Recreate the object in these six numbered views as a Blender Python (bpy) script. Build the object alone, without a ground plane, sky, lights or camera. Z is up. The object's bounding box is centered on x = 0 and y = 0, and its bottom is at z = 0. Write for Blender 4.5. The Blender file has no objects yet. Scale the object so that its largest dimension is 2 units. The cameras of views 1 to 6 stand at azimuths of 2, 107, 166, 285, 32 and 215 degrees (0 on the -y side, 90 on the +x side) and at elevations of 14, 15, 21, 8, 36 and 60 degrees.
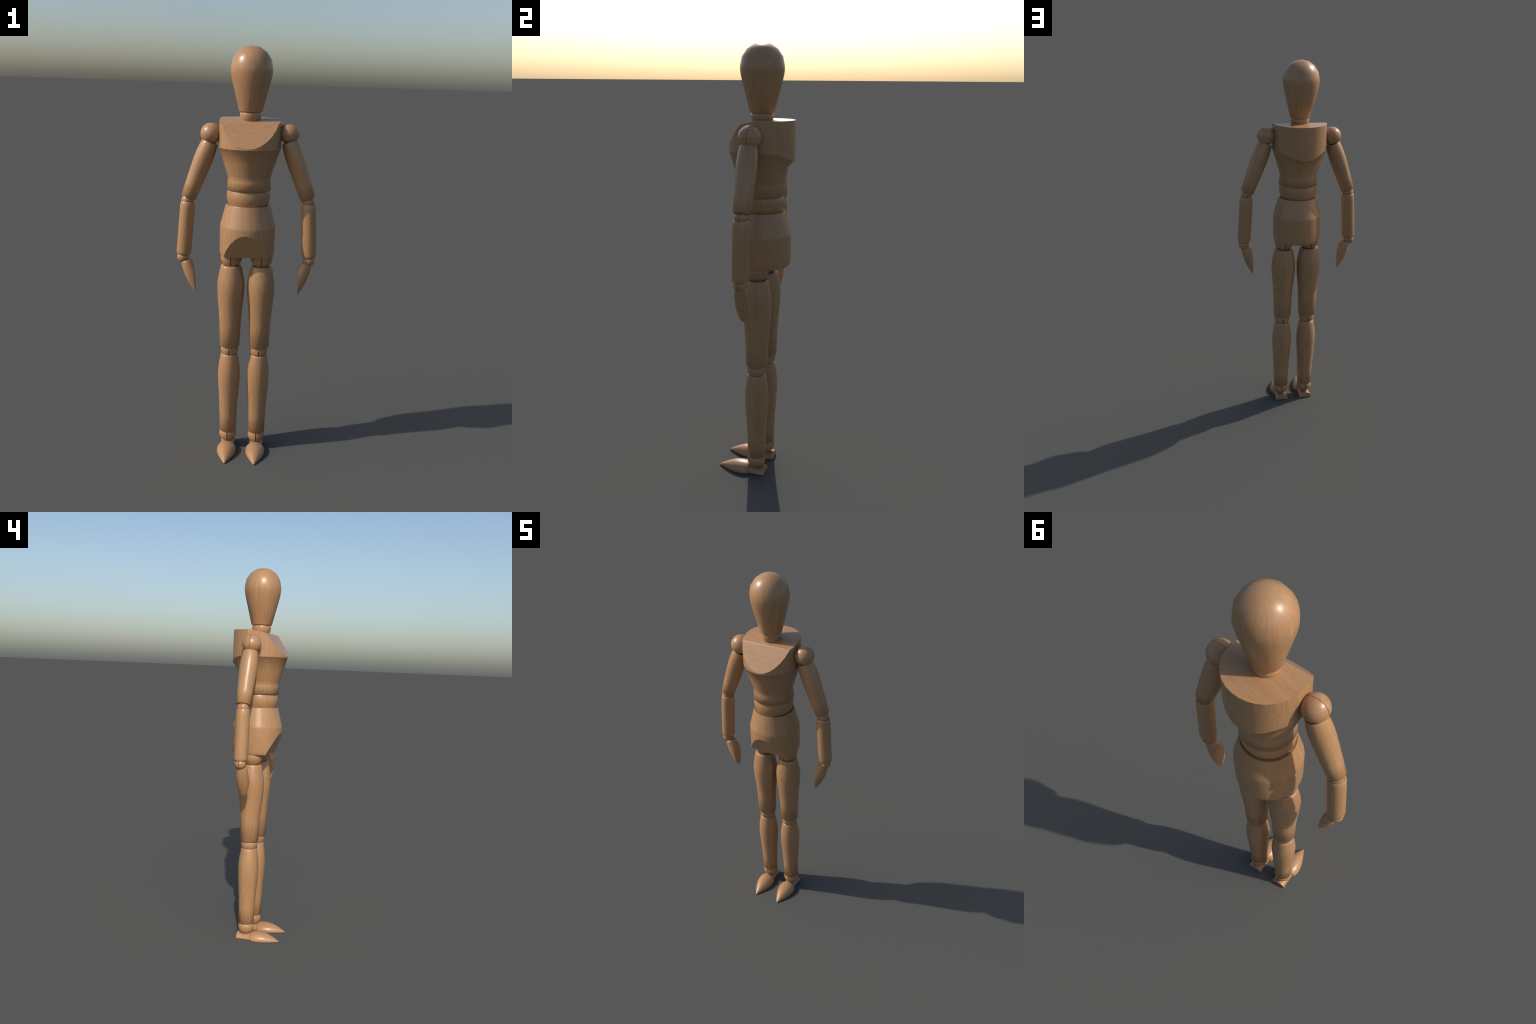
"""Jointed wooden artist's mannequin, standing: turned beech parts on ball joints,
with slotted balls and brass cross-head screws."""
import bpy, bmesh, math
from mathutils import Vector, Matrix

pi = math.pi
X0, Y0 = 0.0035, 0.0205          # body axis

# ------------------------------------------------------------------ materials
def wood_material(name, grain='z', seed=0.0, radius=0.09, tilt=(0, 0, 0)):
    """Beech: warm tan, faint long bands, short thin darker flecks along the grain."""
    m = bpy.data.materials.new(name)
    m.use_nodes = True
    nt = m.node_tree
    N, L = nt.nodes, nt.links
    bsdf = N['Principled BSDF']
    tc = N.new('ShaderNodeTexCoord')
    info = N.new('ShaderNodeObjectInfo')

    def math_node(op, a, b=None):
        n = N.new('ShaderNodeMath'); n.operation = op
        for i, v in enumerate((a, b)):
            if v is None: continue
            if isinstance(v, (int, float)): n.inputs[i].default_value = v
            else: L.new(v, n.inputs[i])
        return n.outputs[0]

    rot = N.new('ShaderNodeMapping')
    rot.inputs['Rotation'].default_value = tilt
    L.new(tc.outputs['Object'], rot.inputs['Vector'])
    vec = rot.outputs[0]
    if grain == 'meridian':                       # grain fans out from the pole of a turned piece
        sep = N.new('ShaderNodeSeparateXYZ'); L.new(vec, sep.inputs[0])
        rho = math_node('SQRT', math_node('ADD', math_node('MULTIPLY', sep.outputs[0], sep.outputs[0]),
                        math_node('ADD', math_node('MULTIPLY', sep.outputs[1], sep.outputs[1]), 2e-4)))
        comb = N.new('ShaderNodeCombineXYZ')
        L.new(math_node('MULTIPLY', math_node('DIVIDE', sep.outputs[0], rho), radius), comb.inputs[0])
        L.new(math_node('MULTIPLY', math_node('DIVIDE', sep.outputs[1], rho), radius), comb.inputs[1])
        L.new(math_node('SUBTRACT', sep.outputs[2], rho), comb.inputs[2])
        vec = comb.outputs[0]
    off = N.new('ShaderNodeVectorMath'); off.operation = 'ADD'
    L.new(vec, off.inputs[0])
    shift = N.new('ShaderNodeCombineXYZ')
    r = math_node('ADD', math_node('MULTIPLY', info.outputs['Random'], 7.0), seed)
    for i in range(3):
        L.new(r, shift.inputs[i])
    L.new(shift.outputs[0], off.inputs[1])
    vec = off.outputs[0]

    def streak(cross, along, detail):
        mp = N.new('ShaderNodeMapping')
        s = {'z': (cross, cross, along), 'meridian': (cross, cross, along), 'x': (along, cross, cross),
             'y': (cross, along, cross)}[grain]
        mp.inputs['Scale'].default_value = s
        L.new(vec, mp.inputs['Vector'])
        nz = N.new('ShaderNodeTexNoise')
        nz.inputs['Scale'].default_value = 1.0
        nz.inputs['Detail'].default_value = detail
        nz.inputs['Roughness'].default_value = 0.55
        L.new(mp.outputs[0], nz.inputs['Vector'])
        return nz.outputs['Fac']

    def ramp(fac, stops):
        cr = N.new('ShaderNodeValToRGB')
        els = cr.color_ramp.elements
        while len(els) < len(stops): els.new(0.5)
        for e, (p, c) in zip(els, stops):
            e.position = p
            e.color = (*c, 1) if len(c) == 3 else c
        L.new(fac, cr.inputs[0])
        return cr.outputs[0]

    def mix(fac, a, b, blend='MIX'):
        mx = N.new('ShaderNodeMix'); mx.data_type = 'RGBA'; mx.blend_type = blend
        if isinstance(fac, (int, float)): mx.inputs[0].default_value = fac
        else: L.new(fac, mx.inputs[0])
        for sock, v in ((mx.inputs[6], a), (mx.inputs[7], b)):
            if isinstance(v, tuple): sock.default_value = (*v, 1)
            else: L.new(v, sock)
        return mx.outputs[2]

    bands = ramp(streak(80, 4, 3), [(0.3, BAND_DARK), (0.7, BAND_LIGHT)])
    fine = streak(300, 16, 2)
    fibre = ramp(fine, [(0.30, (0.88, 0.87, 0.86)), (0.66, (1.04, 1.04, 1.04))])
    col = mix(1.0, bands, fibre, 'MULTIPLY')
    flecks = streak(360, 38, 1)
    fmask = ramp(flecks, [(0.60, (0, 0, 0)), (0.72, (1, 1, 1))])
    fm = N.new('ShaderNodeMath'); fm.operation = 'MULTIPLY'; fm.inputs[1].default_value = 0.36
    L.new(fmask, fm.inputs[0])
    col = mix(fm.outputs[0], col, FLECK)
    L.new(col, bsdf.inputs['Base Color'])
    rr = N.new('ShaderNodeMapRange')
    rr.inputs['To Min'].default_value = ROUGH - 0.03
    rr.inputs['To Max'].default_value = ROUGH + 0.05
    L.new(fine, rr.inputs['Value'])
    L.new(rr.outputs[0], bsdf.inputs['Roughness'])
    bsdf.inputs['Specular IOR Level'].default_value = 0.5
    bmp = N.new('ShaderNodeBump')
    bmp.inputs['Strength'].default_value = 0.06
    bmp.inputs['Distance'].default_value = 0.001
    L.new(fine, bmp.inputs['Height'])
    L.new(bmp.outputs[0], bsdf.inputs['Normal'])
    return m

BAND_DARK = (0.382, 0.207, 0.097)
BAND_LIGHT = (0.424, 0.236, 0.113)
FLECK = (0.20, 0.108, 0.056)
ROUGH = 0.345

WOOD = wood_material('beech_limb', 'meridian', 0.0, 0.045)
WOOD_TRUNK = wood_material('beech_trunk', 'meridian', 0.7, 0.12)
WOOD_CROWN = wood_material('beech_head', 'meridian', 1.3, 0.085)
WOOD_CROSS = wood_material('beech_cross_grain', 'x', 2.1, tilt=(0, 0, math.radians(8)))
WOOD_BALL = wood_material('beech_ball', 'meridian', 3.7, 0.04)
WOOD_WAIST = wood_material('beech_slanted_grain', 'meridian', 4.9, 0.10, tilt=(math.radians(20), math.radians(-30), 0))
WOOD_CUT = wood_material('beech_belly_cut', 'z', 5.5, tilt=(math.radians(-25.9), 0, 0))
WOOD_FOOT = wood_material('beech_foot', 'meridian', 6.3, 0.04, tilt=(pi / 2, 0, 0))

def brass():
    m = bpy.data.materials.new('aged_brass'); m.use_nodes = True
    N, L = m.node_tree.nodes, m.node_tree.links
    b = N['Principled BSDF']
    tc = N.new('ShaderNodeTexCoord'); nz = N.new('ShaderNodeTexNoise')
    nz.inputs['Scale'].default_value = 350
    L.new(tc.outputs['Object'], nz.inputs['Vector'])
    cr = N.new('ShaderNodeValToRGB')
    cr.color_ramp.elements[0].color = (0.22, 0.155, 0.045, 1)
    cr.color_ramp.elements[1].color = (0.44, 0.32, 0.10, 1)
    L.new(nz.outputs['Fac'], cr.inputs[0]); L.new(cr.outputs[0], b.inputs['Base Color'])
    b.inputs['Metallic'].default_value = 0.5
    b.inputs['Roughness'].default_value = 0.45
    return m
BRASS = brass()

# ------------------------------------------------------------------ helpers
COLL = bpy.context.scene.collection
root = bpy.data.objects.new('wooden_mannequin', None)
root['label'] = 'jointed wooden artist mannequin standing with arms lowered'
root['category'] = 'mannequin'
COLL.objects.link(root)

def add(name, mesh, loc=(0, 0, 0), rot=None, parent=root):
    o = bpy.data.objects.new(name, mesh)
    COLL.objects.link(o)
    o.parent = parent
    m = Matrix.Translation(loc)
    if rot is not None: m = m @ rot.to_4x4()
    if parent is not root:
        m = parent.matrix_basis.inverted() @ m
    o.matrix_basis = m
    return o

def finish(bm, name, mats, sharp_deg=38):
    bmesh.ops.recalc_face_normals(bm, faces=bm.faces[:])
    for f in bm.faces: f.smooth = True
    for e in bm.edges:
        if len(e.link_faces) == 2 and e.calc_face_angle(0) > math.radians(sharp_deg):
            e.smooth = False
    me = bpy.data.meshes.new(name)
    bm.to_mesh(me); bm.free()
    for m in mats: me.materials.append(m)
    return me

def loft(bm, rings):
    """rings: lists of points with equal counts; a ring of one point is a pole."""
    vr = [[bm.verts.new(p) for p in r] for r in rings]
    for a, b in zip(vr, vr[1:]):
        n = max(len(a), len(b))
        for i in range(n):
            j = (i + 1) % n
            if len(a) == 1: bm.faces.new((a[0], b[j], b[i]))
            elif len(b) == 1: bm.faces.new((a[i], a[j], b[0]))
            else: bm.faces.new((a[i], a[j], b[j], b[i]))
    for r in (vr[0], vr[-1]):
        if len(r) > 1: bm.faces.new(r)
    return vr

def circle(r, z, seg, cx=0, cy=0):
    return [Vector((cx + r * math.cos(2 * pi * i / seg), cy + r * math.sin(2 * pi * i / seg), z)) for i in range(seg)]

def sharpen(vr, idx):
    for k in idx:
        r = vr[k]
        for i in range(len(r)):
            e = [e for e in r[i].link_edges if e.other_vert(r[i]) is r[(i + 1) % len(r)]]
            if e: e[0].smooth = False

def dense(profile, step):
    """insert points so that smooth shading stays local to the bends"""
    out = [profile[0]]
    for a, b in zip(profile, profile[1:]):
        n = max(1, int(math.dist(a, b) / step))
        out += [(a[0] + (b[0] - a[0]) * k / n, a[1] + (b[1] - a[1]) * k / n) for k in range(1, n + 1)]
    return out

def catmull(pts, per=4):
    out = []
    P = [pts[0]] + list(pts) + [pts[-1]]
    for i in range(1, len(P) - 2):
        for k in range(per):
            t = k / per
            out.append(tuple(0.5 * ((2 * P[i][j]) + (-P[i-1][j] + P[i+1][j]) * t +
                       (2 * P[i-1][j] - 5 * P[i][j] + 4 * P[i+1][j] - P[i+2][j]) * t * t +
                       (-P[i-1][j] + 3 * P[i][j] - 3 * P[i+1][j] + P[i+2][j]) * t ** 3) for j in range(len(pts[0]))))
    out.append(tuple(pts[-1]))
    return out

def turned(name, profile, mats, seg=24, sharp_deg=38):
    """lathe: profile of (radius, z)"""
    bm = bmesh.new()
    loft(bm, [[Vector((0, 0, z))] if r < 1e-6 else circle(r, z, seg) for r, z in profile])
    return finish(bm, name, mats, sharp_deg)

def slotted_ball(name, r, mat, slot=0.004, depth=0.016, arc=None, seg=32):
    """ball turned about local z with a saw slot in the local xy plane;
    arc=(from, to) in degrees limits the slot, None runs it all round."""
    bm = bmesh.new()
    h = slot / 2
    lat = [i * pi / 16 for i in range(1, 8)]
    prof = [(r * math.sin(a), -r * math.cos(a)) for a in lat]
    edge = math.sqrt(r * r - h * h)
    rings = [[Vector((0, 0, -r))]] + [circle(p, z, seg) for p, z in prof] + [circle(edge, -h, seg)]
    def inner(z):
        pts = []
        for i in range(seg):
            a = 2 * pi * i / seg
            d = math.degrees(a)
            inside = arc is None or ((d - arc[0]) % 360) <= ((arc[1] - arc[0]) % 360)
            q = edge - (depth if inside else 0.0)
            pts.append(Vector((q * math.cos(a), q * math.sin(a), z)))
        return pts
    rings += [inner(-h * 0.999), inner(h * 0.999), circle(edge, h, seg)]
    rings += [circle(p, -z, seg) for p, z in reversed(prof)] + [[Vector((0, 0, r))]]
    loft(bm, rings)
    return finish(bm, name, [mat], 50)

AXIS_X = Matrix.Rotation(pi / 2, 3, 'Y')                # local z -> world x (slot in the y-z plane)
AXIS_Y = Matrix.Rotation(pi / 2, 3, 'X')                # local z -> world -y (slot in the x-z plane)

# ------------------------------------------------------------------ screw
def screw_mesh():
    bm = bmesh.new()
    R = 0.0080
    loft(bm, [circle(R * 0.9, -0.004, 20), circle(R, -0.0004, 20), circle(R * 0.94, 0.0006, 20),
              circle(R * 0.6, 0.0010, 20), [Vector((0, 0, 0.0012))]])
    me = finish(bm, 'cross_head_screw', [BRASS], 50)
    o = bpy.data.objects.new('cutter_host', me); COLL.objects.link(o)
    cut = bmesh.new()
    for a in (0, pi / 2):
        mt = Matrix.Rotation(a + pi / 4, 4, 'Z') @ Matrix.Translation((0, 0, 0.0012)) @ Matrix.Diagonal((0.0108, 0.0026, 0.004, 1))
        bmesh.ops.create_cube(cut, size=1, matrix=mt)
    cm = bpy.data.meshes.new('cross_recess'); cut.to_mesh(cm); cut.free()
    c = bpy.data.objects.new('cross_recess', cm); COLL.objects.link(c)
    md = o.modifiers.new('recess', 'BOOLEAN'); md.object = c; md.operation = 'DIFFERENCE'; md.solver = 'EXACT'
    md.use_self = True
    out = bpy.data.meshes.new_from_object(o.evaluated_get(bpy.context.evaluated_depsgraph_get()))
    bpy.data.objects.remove(o); bpy.data.objects.remove(c)
    out.name = 'cross_head_screw'
    return out
SCREW = screw_mesh()

def screw(ball, centre, r, direction, spin=0.0):
    d = Vector(direction).normalized()
    q = d.to_track_quat('Z', 'Y').to_matrix() @ Matrix.Rotation(spin, 3, 'Z')
    add('screw', SCREW, Vector(centre) + d * (r - 0.0004), q, parent=ball)

# ------------------------------------------------------------------ head and neck
HR = 0.0968
# the lower rim is left smooth-shaded: bent normals darken the head towards its base
head_prof = [(0, 1.7068), (0.0530, 1.7065), (0.0546, 1.7085), (0.0888, 1.842), (0.0940, 1.866), (0.0966, 1.885)]
head_prof += [(HR * math.cos(math.radians(a)), 1.9030 + HR * math.sin(math.radians(a))) for a in (0, 22.5, 45, 67.5)] + [(0, 2.0)]
H0 = 1.90
add('head', turned('head', [(r, z - H0) for r, z in head_prof], [WOOD_CROWN], 16, 120), (X0, Y0, H0))

neck_prof = [(0, -0.042)] + [(0.0500 * math.cos(math.radians(a)), (0.050 if a < 0 else 0.034) * math.sin(math.radians(a))) for a in range(-54, 50, 9)] + [(0, 0.03)]
add('neck', turned('neck', neck_prof, [WOOD_WAIST], 24, 60), (X0, Y0, 1.6935))

# ------------------------------------------------------------------ chest
def slice_off(bm, p0, p1, out):
    """cut with the plane that contains points p0, p1 and the third axis, dropping the side towards out, and cap it"""
    d = (p1 - p0).normalized()
    side = Vector((1, 0, 0)) if abs(d.x) < 1e-6 and abs(out.x) < 1e-6 else Vector((0, 1, 0))
    n = d.cross(side).normalized()
    if n.dot(out) < 0: n = -n
    geom = bm.verts[:] + bm.edges[:] + bm.faces[:]
    cut = bmesh.ops.bisect_plane(bm, geom=geom, plane_co=p0, plane_no=n, clear_outer=True)
    edges = [e for e in cut['geom_cut'] if isinstance(e, bmesh.types.BMEdge)]
    bmesh.ops.holes_fill(bm, edges=edges, sides=0)
    for e in edges:
        e.smooth = False
    return n

def chest_mesh():
    """turned drum over a taper; its lower rim dips behind; flat breast cut, sloping collar, flats under the arms"""
    seg = 32
    C0 = Vector((0.0045 - X0, 0, 0))                    # local, relative to the body axis
    def dip(a):
        d = math.degrees(a)
        t = (min(d, 180 - d) - 28) / 62 if 0 < d < 180 else 0
        return math.sin(max(0.0, t) * pi / 2) ** 2
    def ring(f):
        pts = []
        for i in range(seg):
            a = 2 * pi * i / seg
            rx, ry, cy, z = f(dip(a))
            pts.append(C0 + Vector((0.994 * rx * math.cos(a), cy + 0.996 * ry * math.sin(a), z)))
        return pts
    top = lambda b: (0.1465, 0.1468, 0.0, 1.6765)
    brk = lambda b: (0.1470, 0.1475, 0.0, 1.541 - 0.038 * b)
    lip = lambda b: (0.1456, 0.1461, 0.0, 1.540 - 0.038 * b)  # tiny ledge modelled to tilt normals, deepening the shade below the drum
    under = lambda b: (0.1225 - 0.004 * b, 0.1255 - 0.011 * b, 0.0, 1.470)
    low = lambda b: (0.1015, 0.1045, 0.001, 1.404)
    def between(f, g, k): return [p.lerp(q, k) for p, q in zip(ring(f), ring(g))]
    rings = [ring(top)] + [between(top, brk, k) for k in (0.04, 0.5, 0.95)] + [ring(brk), ring(lip), ring(under),
             between(under, low, 0.8), ring(lambda b: (0.1012, 0.1043, 0.001, 1.402)), ring(lambda b: (0.1024, 0.1047, 0.001, 1.390)),
             ring(lambda b: (0.1062, 0.1066, 0, 1.3475)), ring(lambda b: (0.1020, 0.1020, 0, 1.3465)),
             ring(lambda b: (0.1005, 0.1005, 0, 1.352)), ring(lambda b: (0.0985, 0.0985, 0, 1.364))]
    bm = bmesh.new()
    vr = loft(bm, rings)
    sharpen(vr, [0, 4])
    Y = lambda y, z: Vector((0, y - Y0, z))
    slice_off(bm, Y(0.030, 1.6768), Y(-0.038, 1.6605), Vector((0, 0, 1)))          # collar falls towards the front
    slice_off(bm, Y(-0.038, 1.6605), Y(-0.1270, 1.5458), Vector((0, -1, 1)))       # breast flat
    for sx in (1, -1):                                                             # flats beside the shoulder balls
        slice_off(bm, C0 + Vector((sx * 0.1412, 0, 1.665)), C0 + Vector((sx * 0.1462, 0, 1.541)), Vector((sx, 0, 0)))
    bmesh.ops.recalc_face_normals(bm, faces=bm.faces[:])
    for f in bm.faces:
        f.normal_update()
        if f.normal.z > 0.4 and f.calc_center_median().z > 1.55: f.material_index = 1
    bend = []
    for e in bm.edges:                                   # soft bends between the collar planes
        if len(e.link_faces) == 2 and all(f.material_index == 1 for f in e.link_faces):
            e.smooth = True
            if abs(e.verts[0].co.y + 0.0585) < 0.002 and abs(e.verts[1].co.y + 0.0585) < 0.002: bend.append(e)
    bmesh.ops.bevel(bm, geom=bend, offset=0.010, segments=4, profile=0.5, affect='EDGES')
    for v in bm.verts: v.co.z -= 1.54
    return finish(bm, 'chest', [WOOD_TRUNK, WOOD_CROSS], 88)
chest = add('chest', chest_mesh(), (X0, Y0, 1.54))

# waist barrel
waist_prof = [(0, 1.365), (0.090, 1.3600), (0.0962, 1.3500), (0.0998, 1.3420), (0.1025, 1.3310), (0.1038, 1.3180),
              (0.1028, 1.3020), (0.0993, 1.2880), (0.0938, 1.2740), (0.0860, 1.2580), (0, 1.2450)]
add('waist_joint', turned('waist_joint', [(r, z - 1.318) for r, z in waist_prof][::-1], [WOOD_WAIST], 32, 60), (X0, Y0, 1.318))

# ------------------------------------------------------------------ pelvis
def pelvis_mesh():
    bm = bmesh.new()
    prof = [(0.080, 1.2640), (0.0915, 1.2690), (0.1045, 1.2748), (0.1062, 1.2757), (0.1072, 1.2742)]
    prof += dense([(0.1072, 1.2742), (0.1318, 1.1805)], 0.03)[1:]
    prof += [(0.1335, 1.1745), (0.1342, 1.1680), (0.1340, 1.1000), (0.1336, 1.0480), (0.1330, 1.0410),
             (0.1298, 1.0295), (0.1265, 1.0280)]
    vr = loft(bm, [circle(r * 0.993, z, 32) for r, z in prof])
    sharpen(vr, [3, 4])
    slice_off(bm, Vector((0, -0.1130 - Y0, 1.1465)), Vector((0, -0.0560 - Y0, 1.0290)), Vector((0, -1, -0.5)))   # below the belly
    bmesh.ops.recalc_face_normals(bm, faces=bm.faces[:])
    for f in bm.faces:
        if f.normal.y < -0.8 and f.normal.z < -0.3 and f.calc_center_median().y < -0.07: f.material_index = 1
    for v in bm.verts: v.co.z -= 1.15
    return finish(bm, 'pelvis', [WOOD_TRUNK, WOOD_CUT], 42)
add('pelvis', pelvis_mesh(), (X0, Y0, 1.15))

# ------------------------------------------------------------------ legs
thigh_prof = [(0.028, 0.966), (0.036, 0.9715), (0.0470, 0.9735), (0.0508, 0.9700), (0.0528, 0.9620),
              (0.0600, 0.928), (0.0652, 0.897), (0.0674, 0.870), (0.0668, 0.840), (0.0648, 0.808), (0.0585, 0.742), (0.0535, 0.672),
              (0.0500, 0.5560), (0.0430, 0.5520), (0.030, 0.556)]
shin_prof = [(0.025, 0.502), (0.035, 0.5105), (0.0396, 0.5120), (0.0424, 0.5085), (0.0440, 0.500),
             (0.0502, 0.467), (0.0542, 0.434), (0.0561, 0.400), (0.0550, 0.358), (0.0515, 0.305), (0.0475, 0.245), (0.0445, 0.180),
             (0.0424, 0.0890), (0.0365, 0.0868), (0.022, 0.092)]
THIGH = turned('thigh', [(r, z - 0.75) for r, z in thigh_prof], [WOOD], 24, 88)
SHIN = turned('shin', [(r, z - 0.30) for r, z in shin_prof], [WOOD], 24, 88)
# local x of these balls points down (-z), local y along world y
HIP = slotted_ball('hip_joint', 0.0535, WOOD_BALL, 0.0038, 0.020)
KNEE = slotted_ball('knee_joint', 0.0440, WOOD_BALL, 0.0042, 0.030, arc=(-95, 95))
ANKLE = slotted_ball('ankle_joint', 0.0437, WOOD_BALL, 0.0044, 0.030, arc=(50, 310))

def foot_mesh():
    """half-round last with a flat sole: waisted heel with flared back, step, spindle toe.
    stations: y, half width, height"""
    heel = [(0.0670, 0.0370, 0.0310), (0.0650, 0.0378, 0.0322), (0.056, 0.0366, 0.0300), (0.042, 0.0352, 0.0280),
            (0.025, 0.0348, 0.0285), (0.005, 0.0350, 0.0310), (-0.0105, 0.0358, 0.0345)]
    toe = catmull([(-0.0150, 0.0445, 0.0395), (-0.024, 0.0476, 0.0412), (-0.036, 0.0493, 0.0425), (-0.053, 0.0490, 0.0430),
           (-0.075, 0.0455, 0.0412), (-0.092, 0.0405, 0.0380), (-0.114, 0.0312, 0.0305), (-0.133, 0.0220, 0.0222),
           (-0.150, 0.0128, 0.0135), (-0.1630, 0.0058, 0.0068)], 3)
    st = heel + [(-0.0118, 0.0366, 0.0352), (-0.0128, 0.0420, 0.0385)] + toe + [(-0.1665, 0.0032, 0.0045)]
    n_arc = 13
    rings = []
    for y, w, h in st:
        ring = []
        lip = min(0.003, h * 0.15)
        for i in range(n_arc):
            a = pi * i / (n_arc - 1)
            s = math.sin(a)
            ring.append(Vector((w * math.cos(a), y, lip + (h - lip) * s ** 0.95)))
        ring.append(Vector((-w * 0.965, y, 0)))
        for k in (-0.5, 0, 0.5): ring.append(Vector((w * k, y, 0)))
        ring.append(Vector((w * 0.965, y, 0)))
        rings.append(ring)
    rings.append([Vector((0, -0.1680, 0.0022))])
    bm = bmesh.new()
    vr = loft(bm, rings)
    sharpen(vr, [0, 6])
    for v in bm.verts: v.co.z -= 0.02
    return finish(bm, 'foot', [WOOD_FOOT], 50)
FOOT = foot_mesh()

for lx in (0.0768, -0.0707):
    s = 1 if lx > 0 else -1
    ly = 0.0220
    c = Vector((lx, ly, 1.0125)); b = add('hip_joint', HIP, c, AXIS_X)
    screw(b, c, 0.053, (-s, 0, 0.0), 0.3)
    add('thigh', THIGH, (lx, ly, 0.75))
    c = Vector((lx, ly, 0.5345)); b = add('knee_joint', KNEE, c, AXIS_X)
    screw(b, c, 0.044, (-s, 0, -0.12), 0.6)
    add('shin', SHIN, (lx, ly, 0.30))
    c = Vector((lx, ly, 0.0675)); b = add('ankle_joint', ANKLE, c, AXIS_X)
    screw(b, c, 0.0437, (-s, 0, 0.05), 0.2)
    add('foot', FOOT, (lx - s * 0.0004, 0, 0.02))

# ------------------------------------------------------------------ arms
SHOULDER = slotted_ball('shoulder_joint', 0.0496, WOOD_BALL, 0.0018, 0.012, seg=16)
ELBOW = slotted_ball('elbow_joint', 0.0293, WOOD_BALL, 0.0024)
WRIST = slotted_ball('wrist_joint', 0.0292, WOOD_BALL, 0.0024)

UL = 0.283                                               # upper arm length, local z=0 at the top rim
ua_prof = [(0.024, -0.010), (0.0335, -0.0015), (0.0365, 0.0), (0.0384, -0.004), (0.0396, -0.011), (0.0426, -0.030), (0.0447, -0.055),
           (0.0454, -0.085), (0.0448, -0.115), (0.0432, -0.152), (0.0400, -0.215), (0.0362, -0.2805), (0.0300, -0.2830), (0.022, -0.274)]
UPPER = turned('upper_arm', ua_prof, [WOOD], 24, 88)
FL = 0.263
fa_prof = [(0.018, -0.010), (0.0265, -0.0008), (0.0305, 0.0), (0.0326, -0.0025), (0.0338, -0.008), (0.0353, -0.017), (0.0361, -0.030)]
fa_prof += [(0.0363, -0.070), (0.0363, -0.130), (0.0362, -0.190), (0.0359, -0.2440), (0.0352, -0.2520), (0.0330, -0.2585),
            (0.0290, -0.2622), (0.0240, -0.2630), (0.018, -0.257)]
FORE = turned('forearm', fa_prof, [WOOD], 24, 55)

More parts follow.
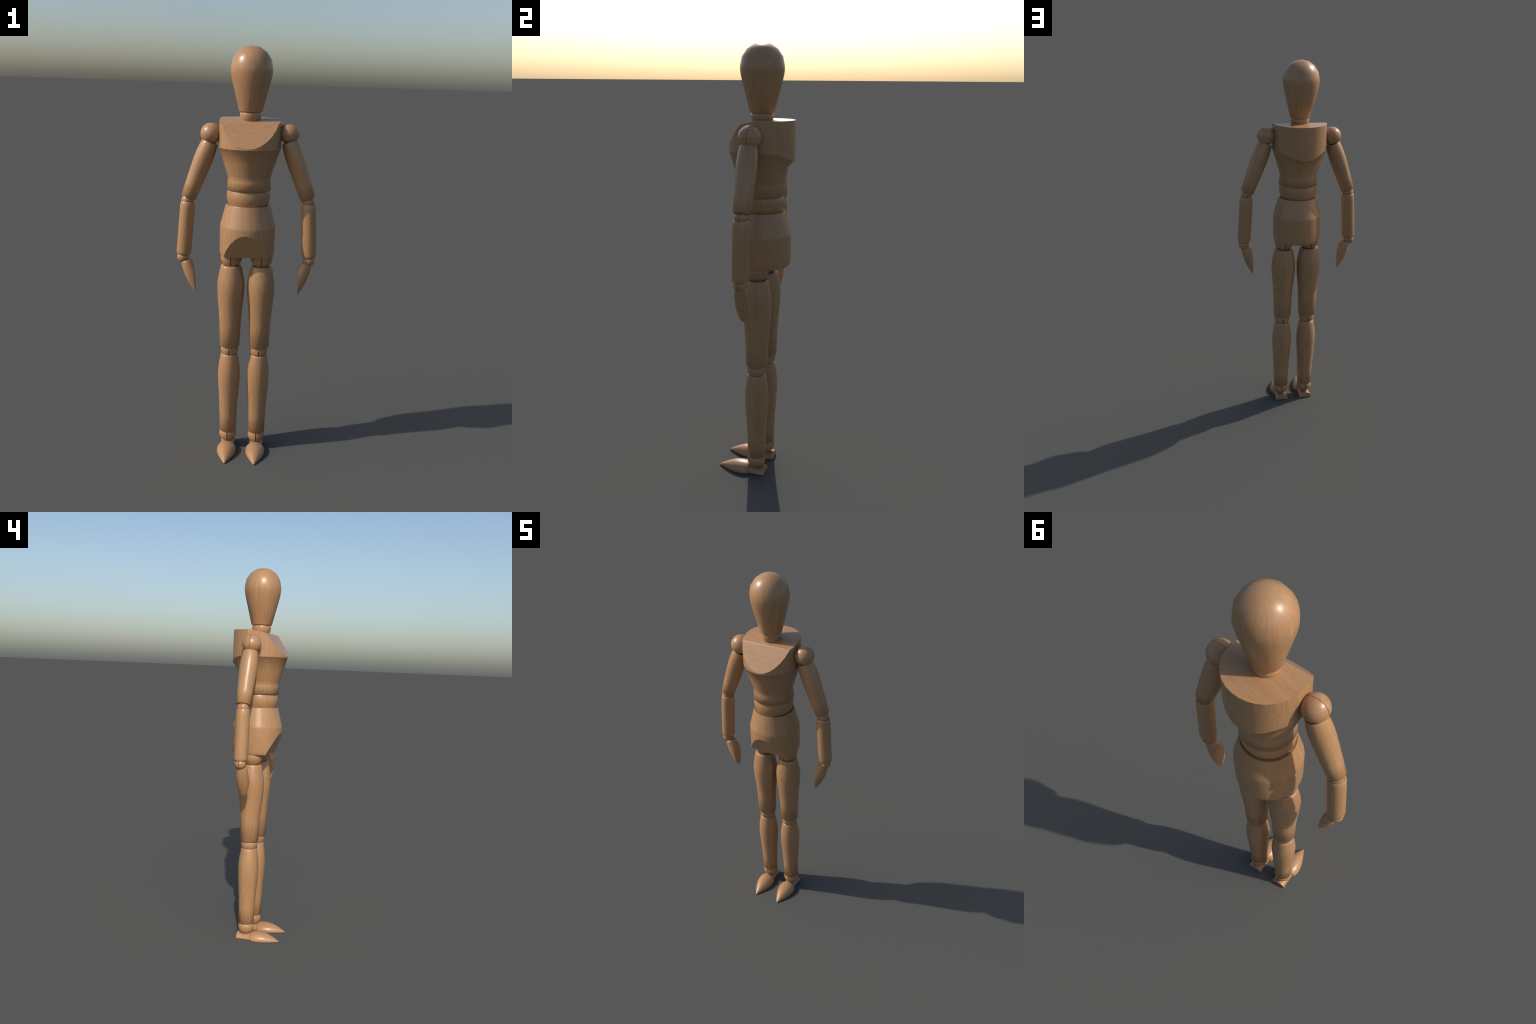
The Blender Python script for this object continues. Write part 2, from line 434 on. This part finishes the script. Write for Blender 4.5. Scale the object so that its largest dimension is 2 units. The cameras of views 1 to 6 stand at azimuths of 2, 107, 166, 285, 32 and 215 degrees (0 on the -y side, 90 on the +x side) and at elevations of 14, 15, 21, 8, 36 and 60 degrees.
def hand_mesh():
    """bullet-shaped mitten with a flat palm; local -z runs to the finger tip, +x is the back of the hand.
    stations: s (distance), back x, palm x, half width in y"""
    st = [(0.0135, 0.0150, -0.0190, 0.0190), (0.0150, 0.0205, -0.0250, 0.0250), (0.0190, 0.0232, -0.0295, 0.0278),
          (0.0300, 0.0246, -0.0318, 0.0292), (0.0450, 0.0256, -0.0315, 0.0310), (0.0600, 0.0258, -0.0282, 0.0326),
          (0.0800, 0.0247, -0.0237, 0.0336), (0.1000, 0.0224, -0.0192, 0.0333), (0.1200, 0.0190, -0.0146, 0.0322),
          (0.1400, 0.0138, -0.0098, 0.0290), (0.1550, 0.0092, -0.0063, 0.0248), (0.1680, 0.0052, -0.0033, 0.0190),
          (0.1760, 0.0028, -0.0014, 0.0133), (0.1805, 0.0015, -0.0004, 0.0072)]
    rings = []
    na, nc = 17, 5
    for s, o, p, w in st:
        t = o - p
        if t >= w:
            r, c = w, o - w
        else:
            r = (w * w + t * t) / (2 * t); c = o - r
        al = min(math.acos(max(-1, min(1, (p - c) / r))), math.radians(158))
        if p > c - r * 0.9: pass
        ring = []
        for i in range(na):
            a = -al + 2 * al * i / (na - 1)
            ring.append(Vector((c + r * math.cos(a), r * math.sin(a), -s)))
        e0, e1 = ring[-1], ring[0]
        for k in range(1, nc + 1):
            q = e0.lerp(e1, k / (nc + 1))
            round_in = max(0.0, min(1.0, (0.045 - s) / 0.02)) * 0.0020
            q.x -= round_in * math.sin(pi * k / (nc + 1))
            ring.append(q)
        rings.append(ring)
    rings.append([Vector((0.0004, 0, -0.1818))])
    bm = bmesh.new()
    loft(bm, rings)
    return finish(bm, 'hand', [WOOD], 42)
HAND = hand_mesh()

def limb_frame(a, b, outward):
    """rotation with local -z from a to b and local x pointing outward"""
    z = (Vector(a) - Vector(b)).normalized()
    y = z.cross(Vector((outward, 0, 0))).normalized()
    x = y.cross(z)
    return Matrix((x, y, z)).transposed()

ARMS = [
    # left (+x): shoulder, upper arm top, bottom, elbow, forearm top, bottom, wrist, hand start, hand tip, screws seen behind
    dict(s=1, sh=(0.1855, 0.0235, 1.6138), u0=(0.1900, 0.0205, 1.5755), u1=(0.2866, 0.0218, 1.3090),
         el=(0.2892, 0.0215, 1.2960), f0=(0.2905, 0.0212, 1.2850), f1=(0.3044, 0.0205, 1.0215),
         wr=(0.3048, 0.0205, 1.0090), h0=(0.3010, 0.0195, 1.0060), h1=(0.2560, 0.0190, 0.8330)),
    dict(s=-1, sh=(-0.1788, 0.0185, 1.6022), u0=(-0.1832, 0.0215, 1.5630), u1=(-0.2832, 0.0218, 1.2965),
         el=(-0.2870, 0.0208, 1.2850), f0=(-0.2850, 0.0203, 1.2785), f1=(-0.3040, 0.0182, 1.0160),
         wr=(-0.3070, 0.0182, 1.0050), h0=(-0.2998, 0.0172, 1.0020), h1=(-0.2450, 0.0165, 0.8295)),
]
for A in ARMS:
    s = A['s']
    b = add('shoulder_joint', SHOULDER, A['sh'], AXIS_Y)
    screw(b, A['sh'], 0.0493, (-s * 0.10, 1, -0.02), 0.5)
    add('upper_arm', UPPER, A['u0'], limb_frame(A['u0'], A['u1'], s))
    b = add('elbow_joint', ELBOW, A['el'], AXIS_Y)
    screw(b, A['el'], 0.0293, (0.0, 1, -0.05), 0.2)
    add('forearm', FORE, A['f0'], limb_frame(A['f0'], A['f1'], s))
    b = add('wrist_joint', WRIST, A['wr'], AXIS_Y)
    screw(b, A['wr'], 0.0292, (0.0, 1, -0.02), 0.9)
    add('hand', HAND, A['h0'], limb_frame(A['h0'], A['h1'], s))
